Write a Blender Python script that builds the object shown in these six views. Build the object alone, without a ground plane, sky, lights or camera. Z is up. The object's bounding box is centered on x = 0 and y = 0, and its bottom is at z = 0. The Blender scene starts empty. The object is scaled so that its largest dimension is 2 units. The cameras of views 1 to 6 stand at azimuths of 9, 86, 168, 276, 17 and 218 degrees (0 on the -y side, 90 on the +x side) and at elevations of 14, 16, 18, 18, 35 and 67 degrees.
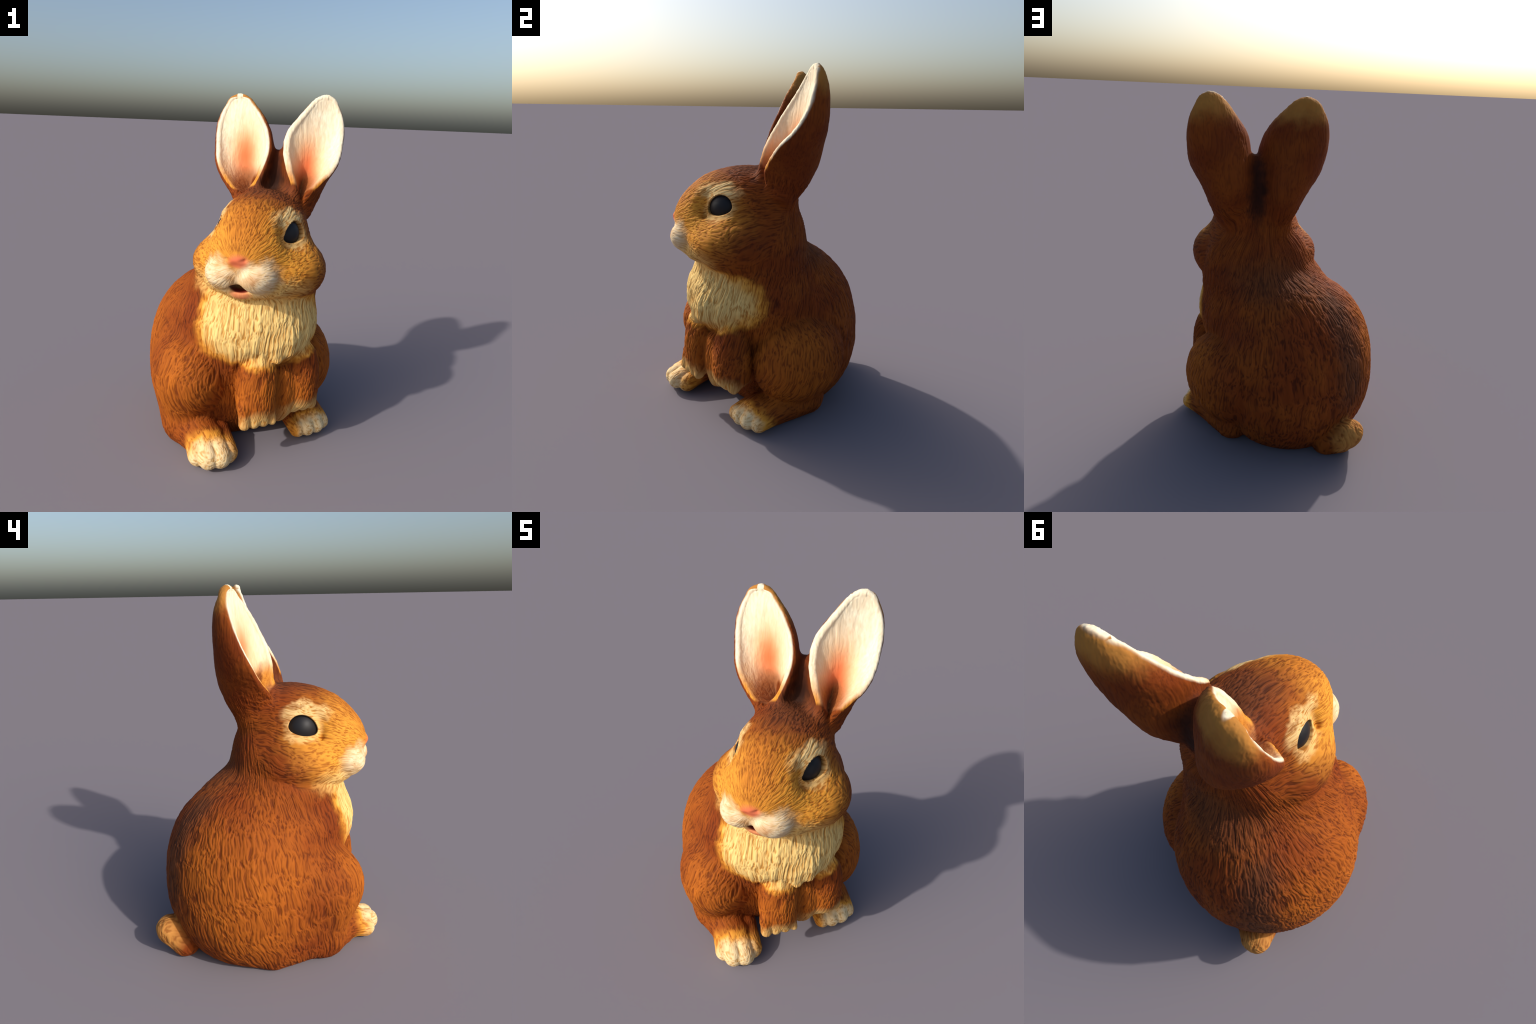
import bpy, math, time
import numpy as np
from mathutils import kdtree

T0 = time.time()
VOXEL = 0.0076          # grid step of the first mesh; it is subdivided once afterwards
F32 = np.float32

# ------------------------------------------------------------------ vectors
def V(*a):
    return np.array(a, dtype=float)

def unit(v):
    v = np.asarray(v, float)
    return v / np.linalg.norm(v)

def frame(yaw_dir, tilt=0.0):
    """columns: left, forward, up for something that faces yaw_dir (x, y)."""
    f = unit(V(yaw_dir[0], yaw_dir[1], tilt))
    l = unit(np.cross(V(0, 0, 1), f))
    return np.stack([l, f, np.cross(l, f) * -1 if np.cross(l, f)[2] < 0 else np.cross(l, f)], axis=1)

BODY = frame((0.55, -0.835))
HEAD = frame((-0.155, -0.988))
WORLD = np.eye(3)

# ------------------------------------------------------------------ distance primitives
def ellipsoid(P, c, r, R=WORLD, p=2.0):
    q = np.abs((P - c) @ R) / r
    if p == 2.0:
        k0 = np.sqrt((q * q).sum(1)) + 1e-9
        k1 = np.sqrt(((q / r) ** 2).sum(1)) + 1e-9
        return k0 * (k0 - 1) / k1
    rad = np.sqrt(q[:, 0] ** 2 + q[:, 1] ** 2) + 1e-9
    z = q[:, 2]
    s = (rad ** p + z ** p) + 1e-12
    k0 = s ** (1 / p)
    g = s ** (1 / p - 1)
    gx = rad ** (p - 2) * q[:, 0] / r[0]
    gy = rad ** (p - 2) * q[:, 1] / r[1]
    gz = z ** (p - 1) / r[2]
    return (k0 - 1) / (g * np.sqrt(gx * gx + gy * gy + gz * gz) + 1e-6)

def cone(P, a, b, ra, rb):
    """capsule whose radius runs from ra to rb"""
    a = np.asarray(a, float); ba = np.asarray(b, float) - a
    pa = P - a
    h = np.clip((pa @ ba) / (ba @ ba), 0, 1)
    return np.linalg.norm(pa - h[:, None] * ba, axis=1) - (ra + (rb - ra) * h)

def smin(a, b, k):
    h = np.maximum(k - np.abs(a - b), 0) / k
    return np.minimum(a, b) - h * h * k * 0.25

def smax(a, b, k):
    return -smin(-a, -b, k)

def curve(pts, t):
    """Catmull-Rom through pts at parameters t in 0..1"""
    pts = np.asarray(pts, float); n = len(pts)
    x = np.clip(np.asarray(t) * (n - 1), 0, n - 1 - 1e-9)
    i = x.astype(int); f = (x - i)[:, None]
    e = np.vstack([2 * pts[0] - pts[1], pts, 2 * pts[-1] - pts[-2]])
    p0, p1, p2, p3 = e[i], e[i + 1], e[i + 2], e[i + 3]
    return 0.5 * (2 * p1 + (p2 - p0) * f + (2 * p0 - 5 * p1 + 4 * p2 - p3) * f ** 2 + (3 * p1 - p0 - 3 * p2 + p3) * f ** 3)

# ------------------------------------------------------------------ ears: scooped shells, U-shaped sections along three guide lines
class Ear:
    """solid scoop: a bulging back, a shallow dish in front; every row is an arc through inner rim, back and outer rim"""
    def __init__(self, inner, back, outer, wrap, dish, radius, full=.85):
        n_t, n_s = 200, 130
        t = np.linspace(0, 1, n_t)
        self.rows = [np.array(v, float) for v in (inner, back, outer, dish)]
        I, S, O = curve(inner, t), curve(back, t), curve(outer, t)
        row = lambda a: curve(np.array(a, float)[:, None], t)[:, 0]
        W, D, R = np.maximum(row(wrap), math.pi / 2), row(dish), row(radius)
        s = np.linspace(-1, 1, n_s)
        pts, rad = [], []
        for k in range(n_t):
            mid = (I[k] + O[k]) / 2
            half = (O[k] - I[k]) / 2 * 1.03
            A = W[k]
            a = s * A
            lat = np.sin(a) / math.sin(A)
            dep = (np.cos(a) - math.cos(A)) / (1 - math.cos(A))
            depth = S[k] - mid
            layers = max(2, int(np.linalg.norm(depth) * (1 - D[k]) / 0.016) + 1)
            for j, f in enumerate(np.linspace(D[k], 1, layers)):
                if 0 < j < layers - 1 and k % 3: continue
                # the dish is flatter in the middle than the back and its flanks stay inside it
                g = (f - D[k]) / (1 - D[k] + 1e-9)
                h = s * math.pi / 2
                la = (1 - g) * np.sin(h) * 0.95 + g * lat
                d = (1 - g) * D[k] * np.cos(h) ** 1.2 + g * dep ** full
                pts.append(mid + half * la[:, None] + depth * d[:, None])
                rad.append(np.full(n_s, R[k]) * (0.8 + 0.2 * np.cos(s * math.pi / 2)))
        self.pts = np.concatenate(pts); self.rad = np.concatenate(rad)
        self.lo, self.hi = self.pts.min(0) - 0.09, self.pts.max(0) + 0.09
        self.tree = kdtree.KDTree(len(self.pts))
        for k, p in enumerate(self.pts):
            self.tree.insert(p, k)
        self.tree.balance()

    def sdf(self, P):
        d = np.full(len(P), 0.09)
        m = np.where(((P > self.lo) & (P < self.hi)).all(1))[0]
        find = self.tree.find
        for j in m:
            _, k, dist = find(P[j])
            d[j] = dist - self.rad[k]
        return np.minimum(d, 0.09)

EARS = {
    "left": Ear(
        inner=[(.315, .050, 1.36), (.303, -.016, 1.44), (.290, -.018, 1.50), (.256, .012, 1.59), (.232, .062, 1.68), (.240, .118, 1.775), (.298, .170, 1.865), (.347, .200, 1.93), (.378, .216, 1.965), (.408, .224, 1.981)],
        back=[(.300, .135, 1.30), (.298, .200, 1.40), (.305, .250, 1.50), (.322, .272, 1.60), (.352, .282, 1.69), (.384, .280, 1.79), (.410, .275, 1.87), (.422, .262, 1.93), (.430, .248, 1.965), (.430, .234, 1.984)],
        outer=[(.350, .045, 1.36), (.372, .004, 1.44), (.420, .012, 1.50), (.495, .055, 1.59), (.523, .135, 1.68), (.528, .190, 1.775), (.518, .218, 1.865), (.492, .231, 1.93), (.473, .233, 1.965), (.448, .230, 1.981)],
        wrap=[2.80, 2.74, 2.50, 2.02, 1.70, 1.58, 1.57, 1.57, 1.57, 1.57], dish=[.9, .8, .68, .55, .46, .38, .34, .34, .3, .3], radius=[.026, .022, .020, .019, .018]),
    "right": Ear(
        inner=[(.030, .060, 1.36), (.045, .018, 1.43), (.080, .012, 1.50), (.110, .020, 1.58), (.130, .047, 1.67), (.118, .087, 1.76), (.072, .132, 1.85), (.010, .178, 1.925), (-.025, .196, 1.960), (-.055, .204, 1.974)],
        back=[(.035, .160, 1.27), (.030, .225, 1.38), (.030, .268, 1.50), (.015, .272, 1.59), (-.008, .270, 1.68), (-.025, .267, 1.77), (-.045, .257, 1.86), (-.066, .236, 1.925), (-.073, .232, 1.960), (-.075, .219, 1.974)],
        outer=[(-.005, .055, 1.38), (-.050, .022, 1.43), (-.125, .062, 1.51), (-.170, .100, 1.59), (-.188, .142, 1.68), (-.192, .178, 1.77), (-.180, .204, 1.85), (-.147, .218, 1.925), (-.124, .214, 1.960), (-.095, .209, 1.974)],
        wrap=[2.70, 2.45, 1.98, 1.80, 1.63, 1.58, 1.57, 1.57, 1.57, 1.57], dish=[.9, .8, .68, .55, .46, .38, .34, .34, .3, .3], radius=[.026, .022, .020, .019, .018], full=1.0),
}

# ------------------------------------------------------------------ eyes
EYES = {"left": dict(c=V(.326, -.250, 1.268), n=unit(V(.88, -.474, .14))),
        "right": dict(c=V(-.090, -.172, 1.272), n=unit(V(-.985, -.17, .30)))}
EYE_R = 0.098
for k, e in EYES.items():
    e["along"] = unit(np.cross(V(0, 0, 1), e["n"])) * (1 if k == "right" else -1)   # towards the nose
    if e["along"][1] > 0: e["along"] = -e["along"]
    e["up"] = np.cross(e["n"], e["along"]) * (1 if np.cross(e["n"], e["along"])[2] > 0 else -1)
    e["ball"] = e["c"] - e["n"] * (EYE_R - 0.016)

def eye_opening(P, e, grow=0.0):
    """almond: two arcs in the plane of the eye; < 0 inside"""
    q = P - e["c"]
    x, y = q @ e["along"], q @ e["up"]
    y = y + 0.12 * x - 0.003                      # front corner sits lower
    top = np.sqrt(x ** 2 + (y + 0.020) ** 2) - (0.081 + grow)
    low = np.sqrt(x ** 2 + (y - 0.090) ** 2) - (0.141 + grow)
    return smax(top, low, 0.02)

# ------------------------------------------------------------------ anatomy
def toes(P, d, tips, back, r0, r1, k):
    """rounded toes: each runs from behind (tip + back) to its tip"""
    t = None
    for tip in tips:
        tip = np.asarray(tip, float)
        c = cone(P, tip + back, tip, r0, r1)
        t = c if t is None else smin(t, c, .006)
    return smin(d, t, k)

def body_parts(P):
    """signed distances of the anatomical parts"""
    z = P[:, 2]
    out = {}
    # torso: egg-shaped rump, broad chest, shoulders, thick neck
    c = V(-.085, .125, .37)
    up = ellipsoid(P, c, V(.503, .486, .597), BODY, 2.3)
    low = ellipsoid(P, c, V(.503, .486, .505), BODY, 2.05)
    d = np.where(z > .37, up, low)
    d = smin(d, ellipsoid(P, V(.080, -.125, .71), V(.39, .34, .29), WORLD), 0.10)
    d = smin(d, ellipsoid(P, V(.19, .03, .76), V(.255, .25, .25), WORLD), 0.10)
    d = smin(d, ellipsoid(P, V(.075, -.035, .56), V(.355, .32, .30), BODY), 0.08)
    d = smin(d, ellipsoid(P, V(.145, .0, 1.03), V(.285, .245, .33), WORLD), 0.06)
    d = smin(d, ellipsoid(P, V(.085, -.065, .925), V(.36, .325, .185), WORLD), 0.08)
    d = smin(d, ellipsoid(P, V(.27, .0, 1.04), V(.155, .16, .17), WORLD), 0.06)
    d = smin(d, ellipsoid(P, V(.01, .0, 1.07), V(.175, .175, .19), WORLD), 0.06)
    d = smin(d, ellipsoid(P, V(.03, .16, .85), V(.26, .22, .15), WORLD), 0.06)
    for a, b in ((V(.345, -.340, .71), V(.350, -.365, .635)), (V(.275, -.385, .66), V(.29, -.40, .60))):
        d = smin(d, cone(P, a, b, .036, .022), .05)      # locks that stand out of the bib
    out["torso"] = d
    # head
    hc = V(.125, -.165, 0)
    def at(l, f, zz):
        return hc + HEAD[:, 0] * l + HEAD[:, 1] * f + V(0, 0, zz)
    d = ellipsoid(P, at(0, 0, 1.20), V(.24, .318, .256), HEAD)
    d = smin(d, ellipsoid(P, at(.0, .0, 1.065), V(.368, .286, .187), HEAD), 0.09)
    for s in (-1, 1):
        d = smin(d, ellipsoid(P, at(.19 * s, -.05, 1.04), V(.178, .20, .165), HEAD), 0.06)
    d = smin(d, ellipsoid(P, at(0, .205, 1.16), V(.16, .145, .13), HEAD), 0.09)
    d = smin(d, ellipsoid(P, at(0, -.12, 1.23), V(.235, .23, .22), HEAD), 0.10)
    for s in (-1, 1):
        d = smin(d, ellipsoid(P, at(.087 * s, .257, 1.070), V(.108, .110, .091), HEAD), 0.015)
    d = smin(d, ellipsoid(P, at(0, .21, .97), V(.10, .085, .05), HEAD), 0.04)
    d = smin(d, ellipsoid(P, at(0, .342, 1.168), V(.044, .030, .028), HEAD), 0.02)
    for s in (-1, 1):                             # jowls beside the mouth
        d = smin(d, ellipsoid(P, at(.115 * s, .165, 1.000), V(.115, .112, .065), HEAD), 0.035)
    groove = cone(P, at(0, .385, 1.13), at(0, .36, 1.02), .016, .022)        # cleft under the nose
    d = smax(d, -groove, .03)
    for s in (-1, 1):                             # line of the lips under the pads
        d = smax(d, -cone(P, at(.02 * s, .325, 1.005), at(.165 * s, .235, .985), .012, .009), .02)
    for s in (-1, 1):                             # nostrils
        d = smax(d, -cone(P, at(.022 * s, .385, 1.160), at(.05 * s, .355, 1.168), .006, .005), .012)
    for e in EYES.values():                       # shallow hollows in front of and around the eyes
        hollow = ellipsoid(P, e["c"] + e["n"] * .058 + e["along"] * .052 + e["up"] * .008, V(.090, .072, .072), np.stack([e["along"], e["n"], e["up"]], 1))
        d = smax(d, -hollow, .06)
        tear = cone(P, e["c"] + e["along"] * .084 + e["n"] * .002 - e["up"] * .015, e["c"] + e["along"] * .092 - e["up"] * .065, .014, .008)
        d = smax(d, -tear, .035)
    out["head"] = d
    # ears
    for k, e in EARS.items():
        out["ear_" + k] = e.sdf(P)
    # forelimbs hang from under the bib, flat-ended with small toes
    d = ellipsoid(P, V(.190, -.365, .40), V(.122, .11, .26), BODY)
    d = smin(d, cone(P, V(.14, -.25, .55), V(.185, -.36, .32), .11, .10), .05)
    d = smax(d, .222 - z, .05)
    out["forelimb_right"] = toes(P, d, [V(.210, -.430, .240) + BODY[:, 0] * o for o in (-.084, -.028, .028, .084)], V(-.01, .015, .09), .034, .033, .02)
    d = ellipsoid(P, V(.402, -.188, .41), V(.114, .105, .25), BODY)
    d = smin(d, cone(P, V(.31, -.15, .55), V(.390, -.19, .32), .10, .10), .05)
    d = smax(d, .232 - z, .05)
    d = smin(d, ellipsoid(P, V(.295, -.275, .36), V(.10, .09, .19), BODY), .03)
    out["forelimb_left"] = toes(P, d, [V(.405, -.225, .252) + BODY[:, 0] * o for o in (-.084, -.028, .028, .084)], V(-.01, .015, .09), .034, .033, .02)
    # hindlimbs: rounded thigh, long flat foot, four toes
    R = frame((.30, -.954))
    d = ellipsoid(P, V(-.232, -.228, .412), V(.235, .298, .255), R)
    d = smin(d, cone(P, V(-.31, -.03, .14), V(-.25, -.27, .11), .195, .125), .20)
    d = smin(d, cone(P, V(-.22, -.30, .11), V(-.07, -.45, .085), .145, .10), .04)
    out["hindlimb_right"] = toes(P, d, [V(-.095, -.550, .064), V(-.030, -.575, .070), V(.028, -.550, .070), V(.052, -.485, .06)], V(-.07, .12, .045), .055, .058, .02)
    R = frame((.50, -.866))
    d = ellipsoid(P, V(.322, .202, .375), V(.222, .298, .275), R)
    d = smin(d, cone(P, V(.29, .25, .10), V(.445, -.025, .08), .118, .105), .03)
    out["hindlimb_left"] = toes(P, d, [V(.408, -.160, .058), V(.462, -.140, .064), V(.512, -.098, .064), V(.540, -.04, .06)], V(-.075, .11, .03), .05, .048, .03)
    # tail: upturned tuft
    out["tail"] = smin(cone(P, V(-.24, .47, .07), V(-.325, .555, .150), .10, .082), cone(P, V(-.32, .48, .07), V(-.36, .565, .170), .085, .062), .03)
    return out

# how softly each part runs into the ones before it, and how deep the crease between them is
BLEND = {"torso": (.02, 0), "head": (.035, .005), "ear_left": (.07, 0), "ear_right": (.07, 0), "forelimb_right": (.03, .008), "forelimb_left": (.03, .010),
         "hindlimb_right": (.06, .004), "hindlimb_left": (.035, .009), "tail": (.03, .006)}
NAMES = list(BLEND)

def body(P, want_label=False):
    parts = body_parts(P)
    d = parts["torso"]
    for n in NAMES[1:]:
        k, groove = BLEND[n]
        b = parts[n]
        u = smin(d, b, k)
        if groove:
            u = u + groove * np.exp(-((d - b) / .022) ** 2)
        d = u
    # web between the ears
    web = ellipsoid(P, V(.172, .135, 1.46), V(.10, .06, .20), WORLD)
    d = smin(d, web, .06)
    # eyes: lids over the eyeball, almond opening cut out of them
    for e in EYES.values():
        near = np.linalg.norm(P - e["c"], axis=1) < 0.25
        if near.any():
            Q = P[near]
            ball = np.linalg.norm(Q - e["ball"], axis=1)
            o = eye_opening(Q, e)
            lid = np.maximum(ball - (EYE_R + .010), np.abs(o) - .03)
            dd = smin(d[near], smax(lid, -(Q - e["c"]) @ e["n"] - .05, .02), .035)
            cut = smax(o, ball - (EYE_R + .05), .01)
            cut = np.maximum(cut, -(Q - e["c"]) @ e["n"] - .045)
            d[near] = smax(dd, -cut, .006)
    # cleft between the forelimbs
    d = smax(d, -cone(P, V(.318, -.375, .50), V(.318, -.360, .20), .020, .026), .035)
    # mouth
    m = ellipsoid(P, V(.085, -.435, 1.003), V(.055, .07, .022), HEAD)
    d = smax(d, -m, .015)
    d = smax(d, -P[:, 2], .012)               # flat underside
    if want_label:
        return d, np.argmin(np.stack([parts[n] for n in NAMES]), axis=0)
    return d

def chunked(fn, P, n=400000):
    return np.concatenate([fn(P[i:i + n]) for i in range(0, len(P), n)])

# ------------------------------------------------------------------ surface nets on a narrow band
def surface(fn, lo, hi, h, m=5):
    lo = np.asarray(lo, float)
    nc = np.ceil((np.asarray(hi) - lo) / (h * m)).astype(int)
    nf = nc * m + 1
    cx = np.stack(np.meshgrid(*[np.arange(n) for n in nc], indexing="ij"), -1).reshape(-1, 3)
    centre = lo + (cx + 0.5) * h * m
    dc = chunked(fn, centre)
    keep = np.abs(dc) < h * m * 1.15
    vol = np.full(nf, 1.0, F32)
    inside = cx[dc < 0]
    off = np.stack(np.meshgrid(*[np.arange(m + 1)] * 3, indexing="ij"), -1).reshape(-1, 3)
    for o in off:
        q = inside * m + o
        vol[q[:, 0], q[:, 1], q[:, 2]] = -1.0
    mark = np.zeros(nf, bool)
    kc = cx[keep]
    for o in off:
        q = kc * m + o
        mark[q[:, 0], q[:, 1], q[:, 2]] = True
    idx = np.argwhere(mark)
    vol[mark] = chunked(fn, lo + idx * h).astype(F32)
    sgn = vol < 0
    s = [slice(None, -1), slice(1, None)]
    corners = [(i, j, k) for i in (0, 1) for j in (0, 1) for k in (0, 1)]
    cnt = sum(sgn[s[i], s[j], s[k]].astype(np.int8) for i, j, k in corners)
    cell = (cnt > 0) & (cnt < 8)
    ids = np.full(cell.shape, -1, np.int32)
    ci = np.argwhere(cell)
    ids[cell] = np.arange(len(ci))
    val = {c: vol[ci[:, 0] + c[0], ci[:, 1] + c[1], ci[:, 2] + c[2]].astype(float) for c in corners}
    acc = np.zeros((len(ci), 3)); num = np.zeros(len(ci))
    for a in corners:
        for ax in range(3):
            if a[ax] == 0:
                b = list(a); b[ax] = 1; b = tuple(b)
                va, vb = val[a], val[b]
                x = (va < 0) != (vb < 0)
                t = np.where(x, va / np.where(x, va - vb, 1), 0)
                p = np.tile(np.array(a, float), (len(ci), 1)); p[:, ax] = t
                acc += np.where(x[:, None], p, 0); num += x
    verts = lo + (ci + acc / num[:, None]) * h
    quads = []
    for ax in range(3):
        sl0 = [slice(1, -1)] * 3; sl1 = [slice(1, -1)] * 3
        sl0[ax] = slice(0, -1); sl1[ax] = slice(1, None)
        a, b = sgn[tuple(sl0)], sgn[tuple(sl1)]
        e = np.argwhere(a != b)
        base = e + 1; base[:, ax] -= 1
        u, w = (ax + 1) % 3, (ax + 2) % 3
        def cid(du, dw):
            q = base.copy(); q[:, u] += du; q[:, w] += dw
            return ids[q[:, 0], q[:, 1], q[:, 2]]
        qd = np.stack([cid(-1, -1), cid(0, -1), cid(0, 0), cid(-1, 0)], 1)
        flip = ~a[tuple(e.T)]
        qd[flip] = qd[flip][:, ::-1]
        quads.append(qd)
    return verts, np.concatenate(quads)

def gradient(fn, P, e=0.002):
    k = np.array([(1, -1, -1), (-1, -1, 1), (-1, 1, -1), (1, 1, 1)], float)
    g = sum(kk * chunked(fn, P + kk * e)[:, None] for kk in k)
    return g / (4 * e)

def settle(fn, P, steps, most):
    for _ in range(steps):
        d = chunked(fn, P); g = gradient(fn, P)
        mv = g * (d / np.maximum((g * g).sum(1), 0.05))[:, None]
        ln = np.linalg.norm(mv, axis=1, keepdims=True)
        P = P - mv * np.minimum(1, most / np.maximum(ln, 1e-9))
    return P

def subdivide(verts, quads):
    """split every quad in four (smooth positions come from settling on the surface)"""
    e = np.concatenate([quads[:, [i, (i + 1) % 4]] for i in range(4)])
    es = np.sort(e, 1)
    key = es[:, 0].astype(np.int64) * len(verts) + es[:, 1]
    uq, first, inv = np.unique(key, return_index=True, return_inverse=True)
    em = verts[es[first]].mean(1)
    fm = verts[quads].mean(1)
    n, ne, nq = len(verts), len(uq), len(quads)
    ei = (inv + n).reshape(4, nq)
    fi = np.arange(nq) + n + ne
    new = [np.stack([quads[:, i], ei[i], fi, ei[(i - 1) % 4]], 1) for i in range(4)]
    return np.concatenate([verts, em, fm]), np.concatenate(new)

def make_mesh(name, verts, quads):
    me = bpy.data.meshes.new(name)
    me.vertices.add(len(verts)); me.loops.add(len(quads) * 4); me.polygons.add(len(quads))
    me.vertices.foreach_set("co", np.ascontiguousarray(verts, F32).ravel())
    me.loops.foreach_set("vertex_index", np.ascontiguousarray(quads, np.int32).ravel())
    me.polygons.foreach_set("loop_start", np.arange(0, len(quads) * 4, 4, dtype=np.int32))
    me.update(calc_edges=True); me.validate()
    me.polygons.foreach_set("use_smooth", np.ones(len(me.polygons), bool))
    return me

verts, quads = surface(body, (-.68, -.72, -.03), (.70, .74, 2.06), VOXEL)
print("nets", len(verts), time.time() - T0)
verts, quads = subdivide(verts, quads)
verts = settle(body, verts, 1, VOXEL)
label = np.concatenate([body(verts[i:i + 400000], True)[1] for i in range(0, len(verts), 400000)])
print("settled", len(verts), time.time() - T0)


# ------------------------------------------------------------------ node toolkit shared by the relief (geometry nodes) and the paint (shader)
class Nodes:
    def __init__(self, tree):
        self.t = tree
    def new(self, kind, **kw):
        n = self.t.nodes.new(kind)
        for k, v in kw.items(): setattr(n, k, v)
        return n
    def link(self, a, sock):
        if isinstance(a, bpy.types.NodeSocket): self.t.links.new(a, sock)
        elif isinstance(a, (int, float)): sock.default_value = a
        else: sock.default_value = tuple(a)
    def math(self, op, a, b=0.0, c=None, clamp=False):
        n = self.new("ShaderNodeMath", operation=op, use_clamp=clamp)
        self.link(a, n.inputs[0]); self.link(b, n.inputs[1])
        if c is not None: self.link(c, n.inputs[2])
        return n.outputs[0]
    def add(self, a, b): return self.math("ADD", a, b)
    def sub(self, a, b): return self.math("SUBTRACT", a, b)
    def mul(self, a, b): return self.math("MULTIPLY", a, b)
    def vec(self, op, a, b=(0, 0, 0), scale=None):
        n = self.new("ShaderNodeVectorMath", operation=op)
        self.link(a, n.inputs[0])
        if op == "SCALE": self.link(scale, n.inputs["Scale"])
        else: self.link(b, n.inputs[1])
        return n.outputs["Value"] if op in ("DOT_PRODUCT", "LENGTH", "DISTANCE") else n.outputs["Vector"]
    def noise(self, v, scale, detail=1.0, rough=0.5, color=False):
        n = self.new("ShaderNodeTexNoise", noise_dimensions="3D")
        self.link(v, n.inputs["Vector"]); n.inputs["Scale"].default_value = scale
        n.inputs["Detail"].default_value = detail; n.inputs["Roughness"].default_value = rough
        return n.outputs["Color"] if color else n.outputs[0]
    def ramp(self, x, a, b, lo=0.0, hi=1.0, smooth=True):
        n = self.new("ShaderNodeMapRange", interpolation_type="SMOOTHSTEP" if smooth else "LINEAR")
        self.link(x, n.inputs[0])
        for k, v in zip((1, 2, 3, 4), (a, b, lo, hi)): n.inputs[k].default_value = v
        return n.outputs[0]
    def blob(self, P, c, r, R=None, soft=0.25):
        """1 inside an ellipsoid, 0 outside, with a soft edge"""
        q = self.vec("SUBTRACT", P, tuple(c))
        if R is not None:
            n = self.new("ShaderNodeCombineXYZ")
            for k in range(3): self.link(self.vec("DOT_PRODUCT", q, tuple(R[:, k] / r[k])), n.inputs[k])
            q = n.outputs[0]
        else:
            q = self.vec("MULTIPLY", q, tuple(1 / np.asarray(r, float)))
        return self.ramp(self.vec("LENGTH", q), 1 - soft, 1 + soft, 1.0, 0.0)
    def union(self, *m):
        o = m[0]
        for x in m[1:]: o = self.math("MAXIMUM", o, x)
        return o
    def both(self, a, b): return self.mul(a, b)
    def invert(self, a): return self.sub(1.0, a)
    def mixf(self, f, a, b):
        n = self.new("ShaderNodeMix", data_type="FLOAT")
        self.link(f, n.inputs[0]); self.link(a, n.inputs[2]); self.link(b, n.inputs[3])
        return n.outputs[0]
    def mix(self, f, a, b):
        n = self.new("ShaderNodeMix", data_type="RGBA")
        self.link(f, n.inputs[0])
        for x, k in ((a, 6), (b, 7)):
            self.link(x if isinstance(x, bpy.types.NodeSocket) else tuple(x) + (1,), n.inputs[k])
        return n.outputs[2]

NAPE = V(.10, .09, 1.20); NAPE_AXIS = unit(V(.06, -.12, .10) - NAPE)
NOSE = V(.085, -.56, 1.13); NOSE_AXIS = unit(V(.15, .10, 1.21) - NOSE)

def flow(g, P, pole, axis, across, along, warp):
    """coordinates stretched along the lines that fan out from a pole, so that noise becomes fur strokes"""
    v = g.vec("SUBTRACT", P, tuple(pole))
    ax = g.vec("DOT_PRODUCT", v, tuple(axis))
    rad = g.vec("SUBTRACT", v, g.vec("SCALE", tuple(axis), scale=ax))
    u = g.vec("SCALE", g.vec("NORMALIZE", rad), scale=across)
    c = g.vec("ADD", u, g.vec("SCALE", tuple(axis), scale=g.mul(g.vec("LENGTH", v), along)))
    return g.vec("ADD", c, warp)

def head_mask(g, P):
    m = g.union(g.blob(P, (.125, -.17, 1.22), (.42, .44, .31), soft=.08), g.blob(P, (.12, -.22, 1.05), (.42, .40, .17), soft=.08))
    return g.both(m, g.ramp(g.vec("DOT_PRODUCT", P, (0, 1, -.25)), -.26, -.16, 1.0, 0.0))

def strokes(g, P, scale=1.0):
    """fine strokes and coarser locks, both 0..1"""
    wob = g.vec("SUBTRACT", g.noise(P, 7.0, 1.0, color=True), (.5, .5, .5))
    warp = g.vec("SCALE", wob, scale=4.5)
    hm = head_mask(g, P)
    em = g.ramp(g.vec("DOT_PRODUCT", P, (0, .25, 1.0)), 1.44, 1.50)
    def pair(c):
        return g.noise(c, scale, 1.5, .55), g.noise(c, .38, 1.0, .5)
    bf, bl = pair(flow(g, P, NAPE, NAPE_AXIS, 48.0, 21.0, warp))
    hf, hl = pair(flow(g, P, NOSE, NOSE_AXIS, 30.0, 28.0, warp))
    ef, el = pair(g.vec("ADD", g.vec("MULTIPLY", P, (120., 120., 18.)), warp))
    foot = g.union(g.blob(P, (-.05, -.50, .08), (.22, .22, .14)), g.blob(P, (.45, -.05, .08), (.2, .24, .12)))
    d = V(.55, -.835, -.1)
    stretch = g.vec("SUBTRACT", P, g.vec("SCALE", tuple(d), scale=g.mul(g.vec("DOT_PRODUCT", P, tuple(d)), .82)))
    ff, fl = pair(g.vec("ADD", g.vec("SCALE", stretch, scale=70.0), warp))
    fine = g.mixf(foot, g.mixf(em, g.mixf(hm, bf, hf), ef), ff)
    lock = g.mixf(foot, g.mixf(em, g.mixf(hm, bl, hl), el), fl)
    return fine, lock, hm, em

def smooth_zones(g, P):
    """1 where the sculpture is smooth: eyes and lids, nose, lips, inside of the ears"""
    z = [g.blob(P, e["c"], (.10, .10, .085), soft=.15) for e in EYES.values()]
    z.append(g.blob(P, (.085, -.50, 1.165), (.06, .05, .05)))
    z.append(g.blob(P, (.085, -.46, .985), (.09, .07, .05)))
    return g.union(*z)

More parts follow.
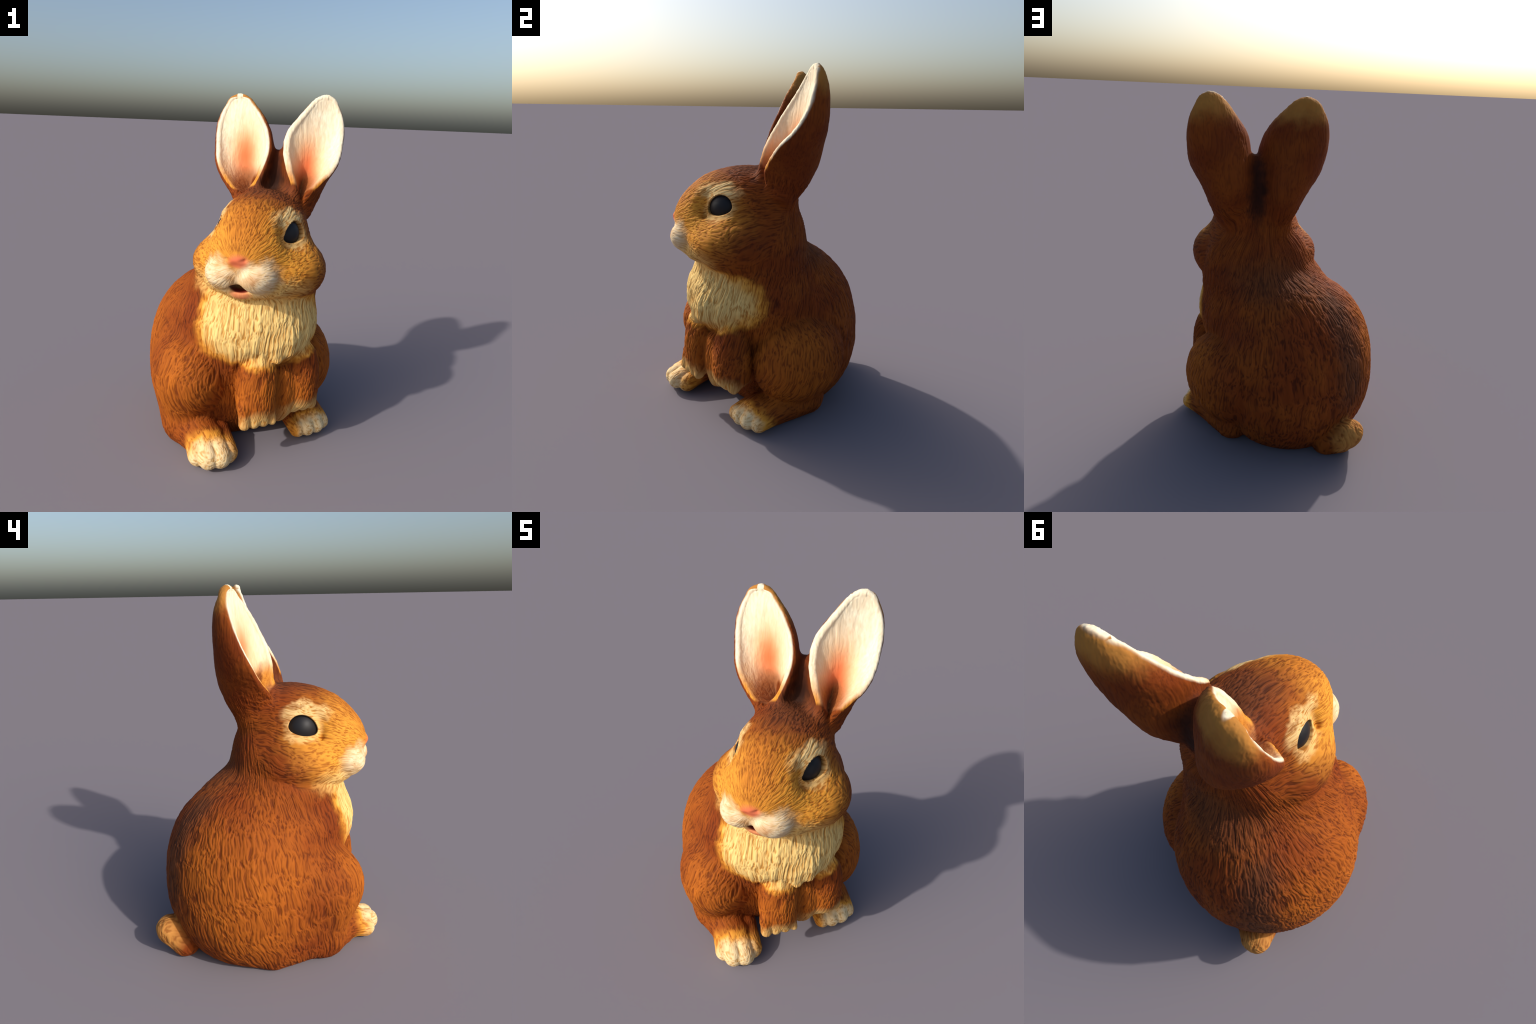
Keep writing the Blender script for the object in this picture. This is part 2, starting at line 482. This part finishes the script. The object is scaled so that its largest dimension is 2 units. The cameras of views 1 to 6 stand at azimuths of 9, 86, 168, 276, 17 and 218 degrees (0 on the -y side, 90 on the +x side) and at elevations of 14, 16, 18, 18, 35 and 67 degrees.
def along_ear(g, z, zs, vals):
    """value that follows the height along the ear"""
    lo, hi = min(vals) - .01, max(vals) + .01
    n = g.new("ShaderNodeFloatCurve")
    g.link(g.ramp(z, zs[0], zs[-1], smooth=False), n.inputs["Value"])
    c = n.mapping.curves[0]
    pts = [((a - zs[0]) / (zs[-1] - zs[0]), (v - lo) / (hi - lo)) for a, v in zip(zs, vals)]
    while len(c.points) < len(pts): c.points.new(.5, .5)
    for p, q in zip(c.points, pts): p.location = q
    n.mapping.update()
    return g.math("MULTIPLY_ADD", n.outputs[0], hi - lo, lo)

def ear_side(g, P, ear):
    """0 on the middle line of the ear, 1 at its rims"""
    I, S, O, D = ear.rows
    M = (I + O) / 2
    xyz = g.new("ShaderNodeSeparateXYZ"); g.link(P, xyz.inputs[0])
    c = lambda v: along_ear(g, xyz.outputs[2], list(M[:, 2]), list(v))
    return g.math("ABSOLUTE", g.math("DIVIDE", g.sub(xyz.outputs[0], c(M[:, 0])), c((O - I)[:, 0] / 2 * 1.03 + .010)))

def ear_lining(g, P, ear):
    """1 on the pale side of the sheet that spans the rims, half way between dish and back"""
    I, S, O, D = ear.rows
    M = (I + O) / 2
    zs = list(M[:, 2])
    xyz = g.new("ShaderNodeSeparateXYZ"); g.link(P, xyz.inputs[0])
    x, y, z = xyz.outputs
    c = lambda v: along_ear(g, z, zs, list(v))
    s = g.math("DIVIDE", g.sub(x, c(M[:, 0])), c((O - I)[:, 0] / 2 * 1.03 + .010))
    rim = g.add(c(M[:, 1]), g.mul(s, c((O - I)[:, 1] / 2)))
    bulge = c((S - M)[:, 1] * (.5 + D / 2) * .95)
    sheet = g.add(rim, g.mul(bulge, g.sub(1.0, g.mul(s, s))))
    sheet = g.add(sheet, g.ramp(z, zs[-1] - .04, zs[-1], 0.0, .013))     # the very tip is pale all round
    zone = g.both(g.ramp(g.math("MULTIPLY_ADD", y, 1.2, z), 1.45, 1.48), g.ramp(g.math("ABSOLUTE", s), 1.5, 1.8, 1, 0))
    return g.both(g.ramp(g.sub(sheet, y), -.010, .012), zone)

def relief_tree():
    t = bpy.data.node_groups.new("fur_relief", "GeometryNodeTree")
    t.interface.new_socket("Geometry", in_out="INPUT", socket_type="NodeSocketGeometry")
    t.interface.new_socket("Geometry", in_out="OUTPUT", socket_type="NodeSocketGeometry")
    g = Nodes(t)
    gi, go = g.new("NodeGroupInput"), g.new("NodeGroupOutput")
    P = g.new("GeometryNodeInputPosition").outputs[0]
    N = g.new("GeometryNodeInputNormal").outputs[0]
    fine, lock, hm, em = strokes(g, P, 1.1)
    muzzle = g.blob(P, (.085, -.46, 1.08), (.2, .12, .12))
    bib = g.blob(P, (.2, -.3, .74), (.36, .28, .22), BODY)
    back = g.blob(P, (-.12, .42, .80), (.36, .30, .30))
    a_f = g.mixf(hm, .0036, .0026)
    a_f = g.mixf(em, a_f, .0012)
    a_f = g.mixf(muzzle, a_f, .0012)
    a_l = g.mixf(bib, .0032, .0055)
    a_l = g.mixf(g.union(hm, em), a_l, .002)
    h = g.add(g.mul(g.sub(g.ramp(fine, .3, .7), .5), a_f), g.mul(g.sub(g.ramp(lock, .28, .72), .5), a_l))
    lump = g.sub(g.noise(P, 9.0, 2.0), .5)
    h = g.add(h, g.mul(lump, g.mixf(g.union(bib, back), .006, .014)))
    feet = g.union(g.blob(P, (-.01, -.52, .08), (.18, .20, .14)), g.blob(P, (.48, -.08, .07), (.18, .20, .12)), g.blob(P, (.21, -.42, .24), (.16, .12, .08)), g.blob(P, (.41, -.22, .25), (.16, .12, .08)))
    h = g.mul(h, g.mixf(feet, 1.0, .35))
    h = g.mul(h, g.invert(smooth_zones(g, P)))
    z = g.new("ShaderNodeSeparateXYZ"); g.link(P, z.inputs[0])
    h = g.mul(h, g.ramp(z.outputs[2], .0, .03))
    sp = g.new("GeometryNodeSetPosition")
    t.links.new(gi.outputs[0], sp.inputs["Geometry"])
    g.link(g.vec("SCALE", N, scale=h), sp.inputs["Offset"])
    t.links.new(sp.outputs[0], go.inputs[0])
    return t

def lin(r, g, b):
    f = lambda c: (c / 255 / 12.92) if c <= 10 else ((c / 255 + .055) / 1.055) ** 2.4
    return (f(r), f(g), f(b))

def fur_material():
    m = bpy.data.materials.new("painted_fur"); m.use_nodes = True
    t = m.node_tree; g = Nodes(t)
    bsdf = t.nodes["Principled BSDF"]
    P0 = g.new("ShaderNodeTexCoord").outputs["Object"]
    fine, lock, hm, em = strokes(g, P0, 1.1)
    # ragged borders: masks are read at a position nudged by the strokes
    nudge = g.vec("SCALE", g.vec("SUBTRACT", g.noise(P0, 16.0, 2.0, color=True), (.5, .5, .5)), scale=.09)
    P = g.vec("ADD", P0, nudge)
    st = g.ramp(fine, .31, .56)
    lk = g.ramp(lock, .30, .70)
    tone = g.add(g.mul(st, .74), g.mul(lk, .26))
    tone = g.mixf(em, tone, g.math("MULTIPLY_ADD", tone, .45, .28))
    muzzle = g.blob(P0, (.085, -.46, 1.08), (.2, .12, .12), soft=.5)
    tone = g.mixf(g.mul(muzzle, .7), tone, .78)
    blotch = g.ramp(g.noise(P0, 4.5, 2.0), .35, .68)

    RUST, ORANGE, UMBER = lin(126, 57, 19), lin(174, 97, 29), lin(74, 30, 13)
    GOLD, GOLD_D = lin(220, 152, 56), lin(156, 88, 28)
    CREAM, CREAM_D = lin(228, 196, 126), lin(174, 120, 52)
    WHITE = lin(228, 214, 182)
    CHAR = lin(46, 30, 24)
    flank = g.union(g.blob(P, (-.56, .12, .50), (.34, .32, .34), soft=.7), g.blob(P, (-.22, -.52, .40), (.22, .20, .26), soft=.7), g.blob(P, (.56, .15, .38), (.24, .30, .24), soft=.7), g.blob(P, (.28, -.42, .36), (.30, .24, .18), soft=.6))
    warm = g.math("MULTIPLY_ADD", flank, .65, g.mul(blotch, .3))
    col = g.mix(tone, g.mix(warm, UMBER, lin(114, 54, 17)), g.mix(warm, RUST, ORANGE))
    # dark stripe along the spine and over the nape
    side = g.math("ABSOLUTE", g.vec("DOT_PRODUCT", g.vec("SUBTRACT", P, (-.085, .125, 0)), tuple(BODY[:, 0])))
    behind = g.ramp(g.vec("DOT_PRODUCT", g.vec("SUBTRACT", P, (-.085, .125, 0)), tuple(-BODY[:, 1])), .12, .30)
    sz = g.new("ShaderNodeSeparateXYZ"); g.link(P, sz.inputs[0])
    spine = g.both(g.both(g.ramp(side, .02, .17, 1, 0), behind), g.ramp(sz.outputs[2], .15, .45))
    nape = g.blob(P, (.06, .30, 1.00), (.28, .16, .11), soft=.8)
    crown = g.blob(P, (.16, -.04, 1.45), (.15, .20, .11), soft=.6)
    dark = g.union(g.mul(spine, .75), g.mul(nape, .65), g.mul(crown, .7))
    # golden head
    gold = g.mix(tone, GOLD_D, GOLD)
    face = g.blob(P, (.115, -.30, 1.14), (.36, .28, .26), soft=.35)
    col = g.mix(g.mul(face, .95), col, gold)
    snout = g.blob(P, (.11, -.38, 1.30), (.10, .20, .12), soft=.5)
    col = g.mix(g.mul(snout, .55), col, g.mix(tone, UMBER, ORANGE))
    col = g.mix(dark, col, g.mix(tone, CHAR, lin(96, 58, 36)))
    cream = g.mix(tone, CREAM_D, CREAM)
    # bib
    bib = g.blob(P, (.2, -.3, .75), (.37, .28, .195), BODY, soft=.3)
    bib = g.union(bib, g.blob(P, (.02, -.42, .86), (.22, .14, .11), soft=.5))
    bib = g.both(bib, g.ramp(g.vec("DOT_PRODUCT", g.vec("SUBTRACT", P, (.1, -.15, 0)), tuple(BODY[:, 1])), -.02, .12))
    col = g.mix(g.ramp(bib, .0, .45), col, gold)
    col = g.mix(g.ramp(bib, .25, 1.0), col, cream)
    # pale jaw, muzzle, eye surrounds and brows
    jaw = g.blob(P, (.09, -.36, .99), (.30, .16, .08), soft=.5)
    col = g.mix(g.mul(jaw, .8), col, cream)
    pads = g.union(*[g.blob(P, V(.125, -.165, 1.075) + HEAD[:, 0] * .09 * k + HEAD[:, 1] * .29, (.108, .085, .082), soft=.5) for k in (-1, 1)])
    col = g.mix(pads, col, g.mix(g.ramp(st, 0, 1), lin(216, 192, 146), WHITE))
    for e in EYES.values():
        brow = g.blob(P, e["c"] + e["up"] * .075 + e["along"] * .02 - e["n"] * .02, V(.115, .085, .055), np.stack([e["along"], e["n"], e["up"]], 1), soft=.4)
        lid = g.blob(P, e["c"] - e["up"] * .01, V(.10, .09, .085), np.stack([e["along"], e["n"], e["up"]], 1), soft=.25)
        col = g.mix(g.mul(g.union(brow, g.mul(lid, .6)), .8), col, g.mix(tone, lin(178, 118, 46), lin(232, 206, 146)))
    # feet and paws fade to cream
    toes_m = g.union(g.blob(P, (-.01, -.60, .06), (.16, .16, .13), soft=.6), g.blob(P, (.52, -.13, .05), (.14, .14, .10), soft=.6))
    col = g.mix(g.ramp(toes_m, 0, .5), col, gold)
    col = g.mix(g.ramp(toes_m, .35, 1.0), col, g.mix(tone, lin(188, 144, 84), lin(226, 202, 156)))
    paws = g.union(g.blob(P, (.215, -.44, .20), (.15, .12, .09), soft=.5), g.blob(P, (.42, -.24, .22), (.14, .12, .09), soft=.5))
    col = g.mix(paws, col, g.mix(tone, lin(186, 120, 44), lin(214, 178, 112)))
    tail = g.blob(P, (-.37, .60, .13), (.12, .12, .14), soft=.4)
    col = g.mix(g.mul(tail, .8), col, g.mix(tone, lin(150, 90, 40), lin(196, 140, 72)))
    # ear lining: pale, pink-orange towards the bottom of the dish
    ptone = g.ramp(g.noise(g.vec("MULTIPLY", P0, (70, 70, 22)), 1.0, 2.0), .3, .7)
    for side, pink, base_shade_paint in (("left", (.350, .10, 1.585), (.320, .08, 1.45)), ("right", (-.025, .10, 1.635), (.0, .08, 1.45))):
        inside = ear_lining(g, P0, EARS[side])
        lining = g.mix(g.mul(ptone, .4), lin(238, 226, 198), lin(212, 186, 146))
        warm = g.blob(P0, pink, (.10, .3, .20), soft=.7)
        lining = g.mix(g.mul(warm, .8), lining, lin(230, 170, 112))
        pk = g.blob(P0, pink, (.05, .3, .105), soft=.9)
        lining = g.mix(g.mul(pk, .85), lining, lin(222, 104, 56))
        lining = g.mix(g.mul(g.blob(P0, base_shade_paint, (.12, .2, .11), soft=.5), .9), lining, g.mix(tone, lin(110, 52, 24), lin(160, 92, 40)))  # brown at the ear base: shade put into the colour, plus dark maroon paint
        lining = g.mix(g.both(g.ramp(sz.outputs[2], 1.50, 1.64, 1, 0), g.ramp(ear_side(g, P0, EARS[side]), .55, .95)), lining, g.mix(tone, GOLD_D, GOLD))
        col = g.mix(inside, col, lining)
        tip_gold = g.both(g.ramp(g.sub(EARS[side].hi[2] - .09, sz.outputs[2]), .02, .16, 1, 0), g.invert(inside))  # golden coat colour outside the lining, stronger towards the ear tip
        near = g.blob(P0, EARS[side].pts.mean(0), (.26, .3, .45), soft=.1)
        col = g.mix(g.mul(g.both(tip_gold, near), .6), col, lin(196, 140, 66))
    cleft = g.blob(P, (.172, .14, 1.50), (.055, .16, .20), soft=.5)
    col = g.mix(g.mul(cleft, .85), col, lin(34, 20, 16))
    # nose and lips
    nose = g.mul(g.blob(P0, (.085, -.515, 1.160), (.048, .05, .032), soft=.45), .9)
    col = g.mix(nose, col, lin(216, 110, 78))
    lip = g.blob(P0, (.085, -.47, .965), (.06, .06, .03), soft=.35)
    col = g.mix(g.mul(lip, .8), col, lin(206, 120, 84))
    mouth = g.blob(P0, (.085, -.435, 1.003), (.058, .062, .026), soft=.15)
    col = g.mix(mouth, col, lin(110, 34, 26))
    g.link(col, bsdf.inputs["Base Color"])
    bsdf.inputs["Roughness"].default_value = .75
    bsdf.inputs["Specular IOR Level"].default_value = .1
    bump = g.new("ShaderNodeBump"); bump.inputs["Strength"].default_value = .25; bump.inputs["Distance"].default_value = .006
    g.link(g.mul(st, g.invert(g.union(em, smooth_zones(g, P0)))), bump.inputs["Height"])
    g.link(bump.outputs[0], bsdf.inputs["Normal"])
    return m

MAT = fur_material()


# ------------------------------------------------------------------ carve the fur into the skin
full = make_mesh("rabbit_skin", verts, quads)
skin = bpy.data.objects.new("rabbit_skin", full)
bpy.context.scene.collection.objects.link(skin)
mod = skin.modifiers.new("fur", "NODES"); mod.node_group = relief_tree()
ev = skin.evaluated_get(bpy.context.evaluated_depsgraph_get()).data
co = np.empty(len(verts) * 3, F32); ev.vertices.foreach_get("co", co); verts = co.reshape(-1, 3).astype(float)
normals = np.empty(len(verts) * 3, F32); ev.vertex_normals.foreach_get("vector", normals); normals = normals.reshape(-1, 3)
bpy.data.objects.remove(skin); bpy.data.node_groups.remove(bpy.data.node_groups["fur_relief"])
print("carved", time.time() - T0)

root = bpy.data.objects.new("rabbit_figurine", None)
bpy.context.scene.collection.objects.link(root)
root["label"] = "sitting brown rabbit figurine with upright white-lined ears"
root["category"] = "rabbit figurine"

PART_NAMES = {"torso": "torso", "head": "head", "ear_left": "ear", "ear_right": "ear", "forelimb_right": "forelimb", "forelimb_left": "forelimb",
              "hindlimb_right": "hindlimb", "hindlimb_left": "hindlimb", "tail": "tail"}
def add(name, me, mat, parent):
    ob = bpy.data.objects.new(name, me)
    if mat: me.materials.append(mat)
    bpy.context.scene.collection.objects.link(ob)
    ob.parent = parent
    return ob

# regions of the one skin: main parts by nearest primitive, then feet, paws and nose split off as sub-parts
SUB = {"hindlimb_right": ("foot", lambda p: p @ V(.55, -.835, -.35) > .30), "hindlimb_left": ("foot", lambda p: (p @ V(.55, -.835, -.8) > .12) & (p[:, 2] < .2)),
       "forelimb_right": ("paw", lambda p: p[:, 2] < .31), "forelimb_left": ("paw", lambda p: p[:, 2] < .31),
       "head": ("nose", lambda p: (((p - V(.085, -.515, 1.162)) / V(.05, .05, .034)) ** 2).sum(1) < 1)}
flabel = np.sort(label[quads], axis=1)[:, 1]
centre = verts[quads].mean(1)

def region(name, q, parent):
    used, inv = np.unique(q, return_inverse=True)
    me = make_mesh(name, verts[used], inv.reshape(-1, 4))
    me.normals_split_custom_set_from_vertices([tuple(v) for v in normals[used]])
    return add(name, me, MAT, parent)

for k, n in enumerate(NAMES):
    mine = flabel == k
    sub = np.zeros(len(quads), bool)
    if n in SUB:
        sub = mine & SUB[n][1](centre)
    ob = region(PART_NAMES[n], quads[mine & ~sub], root)
    if sub.any():
        region(SUB[n][0], quads[sub], ob)

# eyes
EYE = bpy.data.materials.new("dark_eye"); EYE.use_nodes = True
b = EYE.node_tree.nodes["Principled BSDF"]; b.inputs["Base Color"].default_value = (.011, .011, .013, 1); b.inputs["Roughness"].default_value = .5; b.inputs["Specular IOR Level"].default_value = .25
for k, e in EYES.items():
    import bmesh
    bm = bmesh.new(); bmesh.ops.create_uvsphere(bm, u_segments=64, v_segments=40, radius=EYE_R)
    bmesh.ops.translate(bm, verts=bm.verts, vec=e["ball"])
    me = bpy.data.meshes.new("eye"); bm.to_mesh(me); bm.free()
    me.polygons.foreach_set("use_smooth", np.ones(len(me.polygons), bool))
    add("eye", me, EYE, root)
print("done", time.time() - T0)
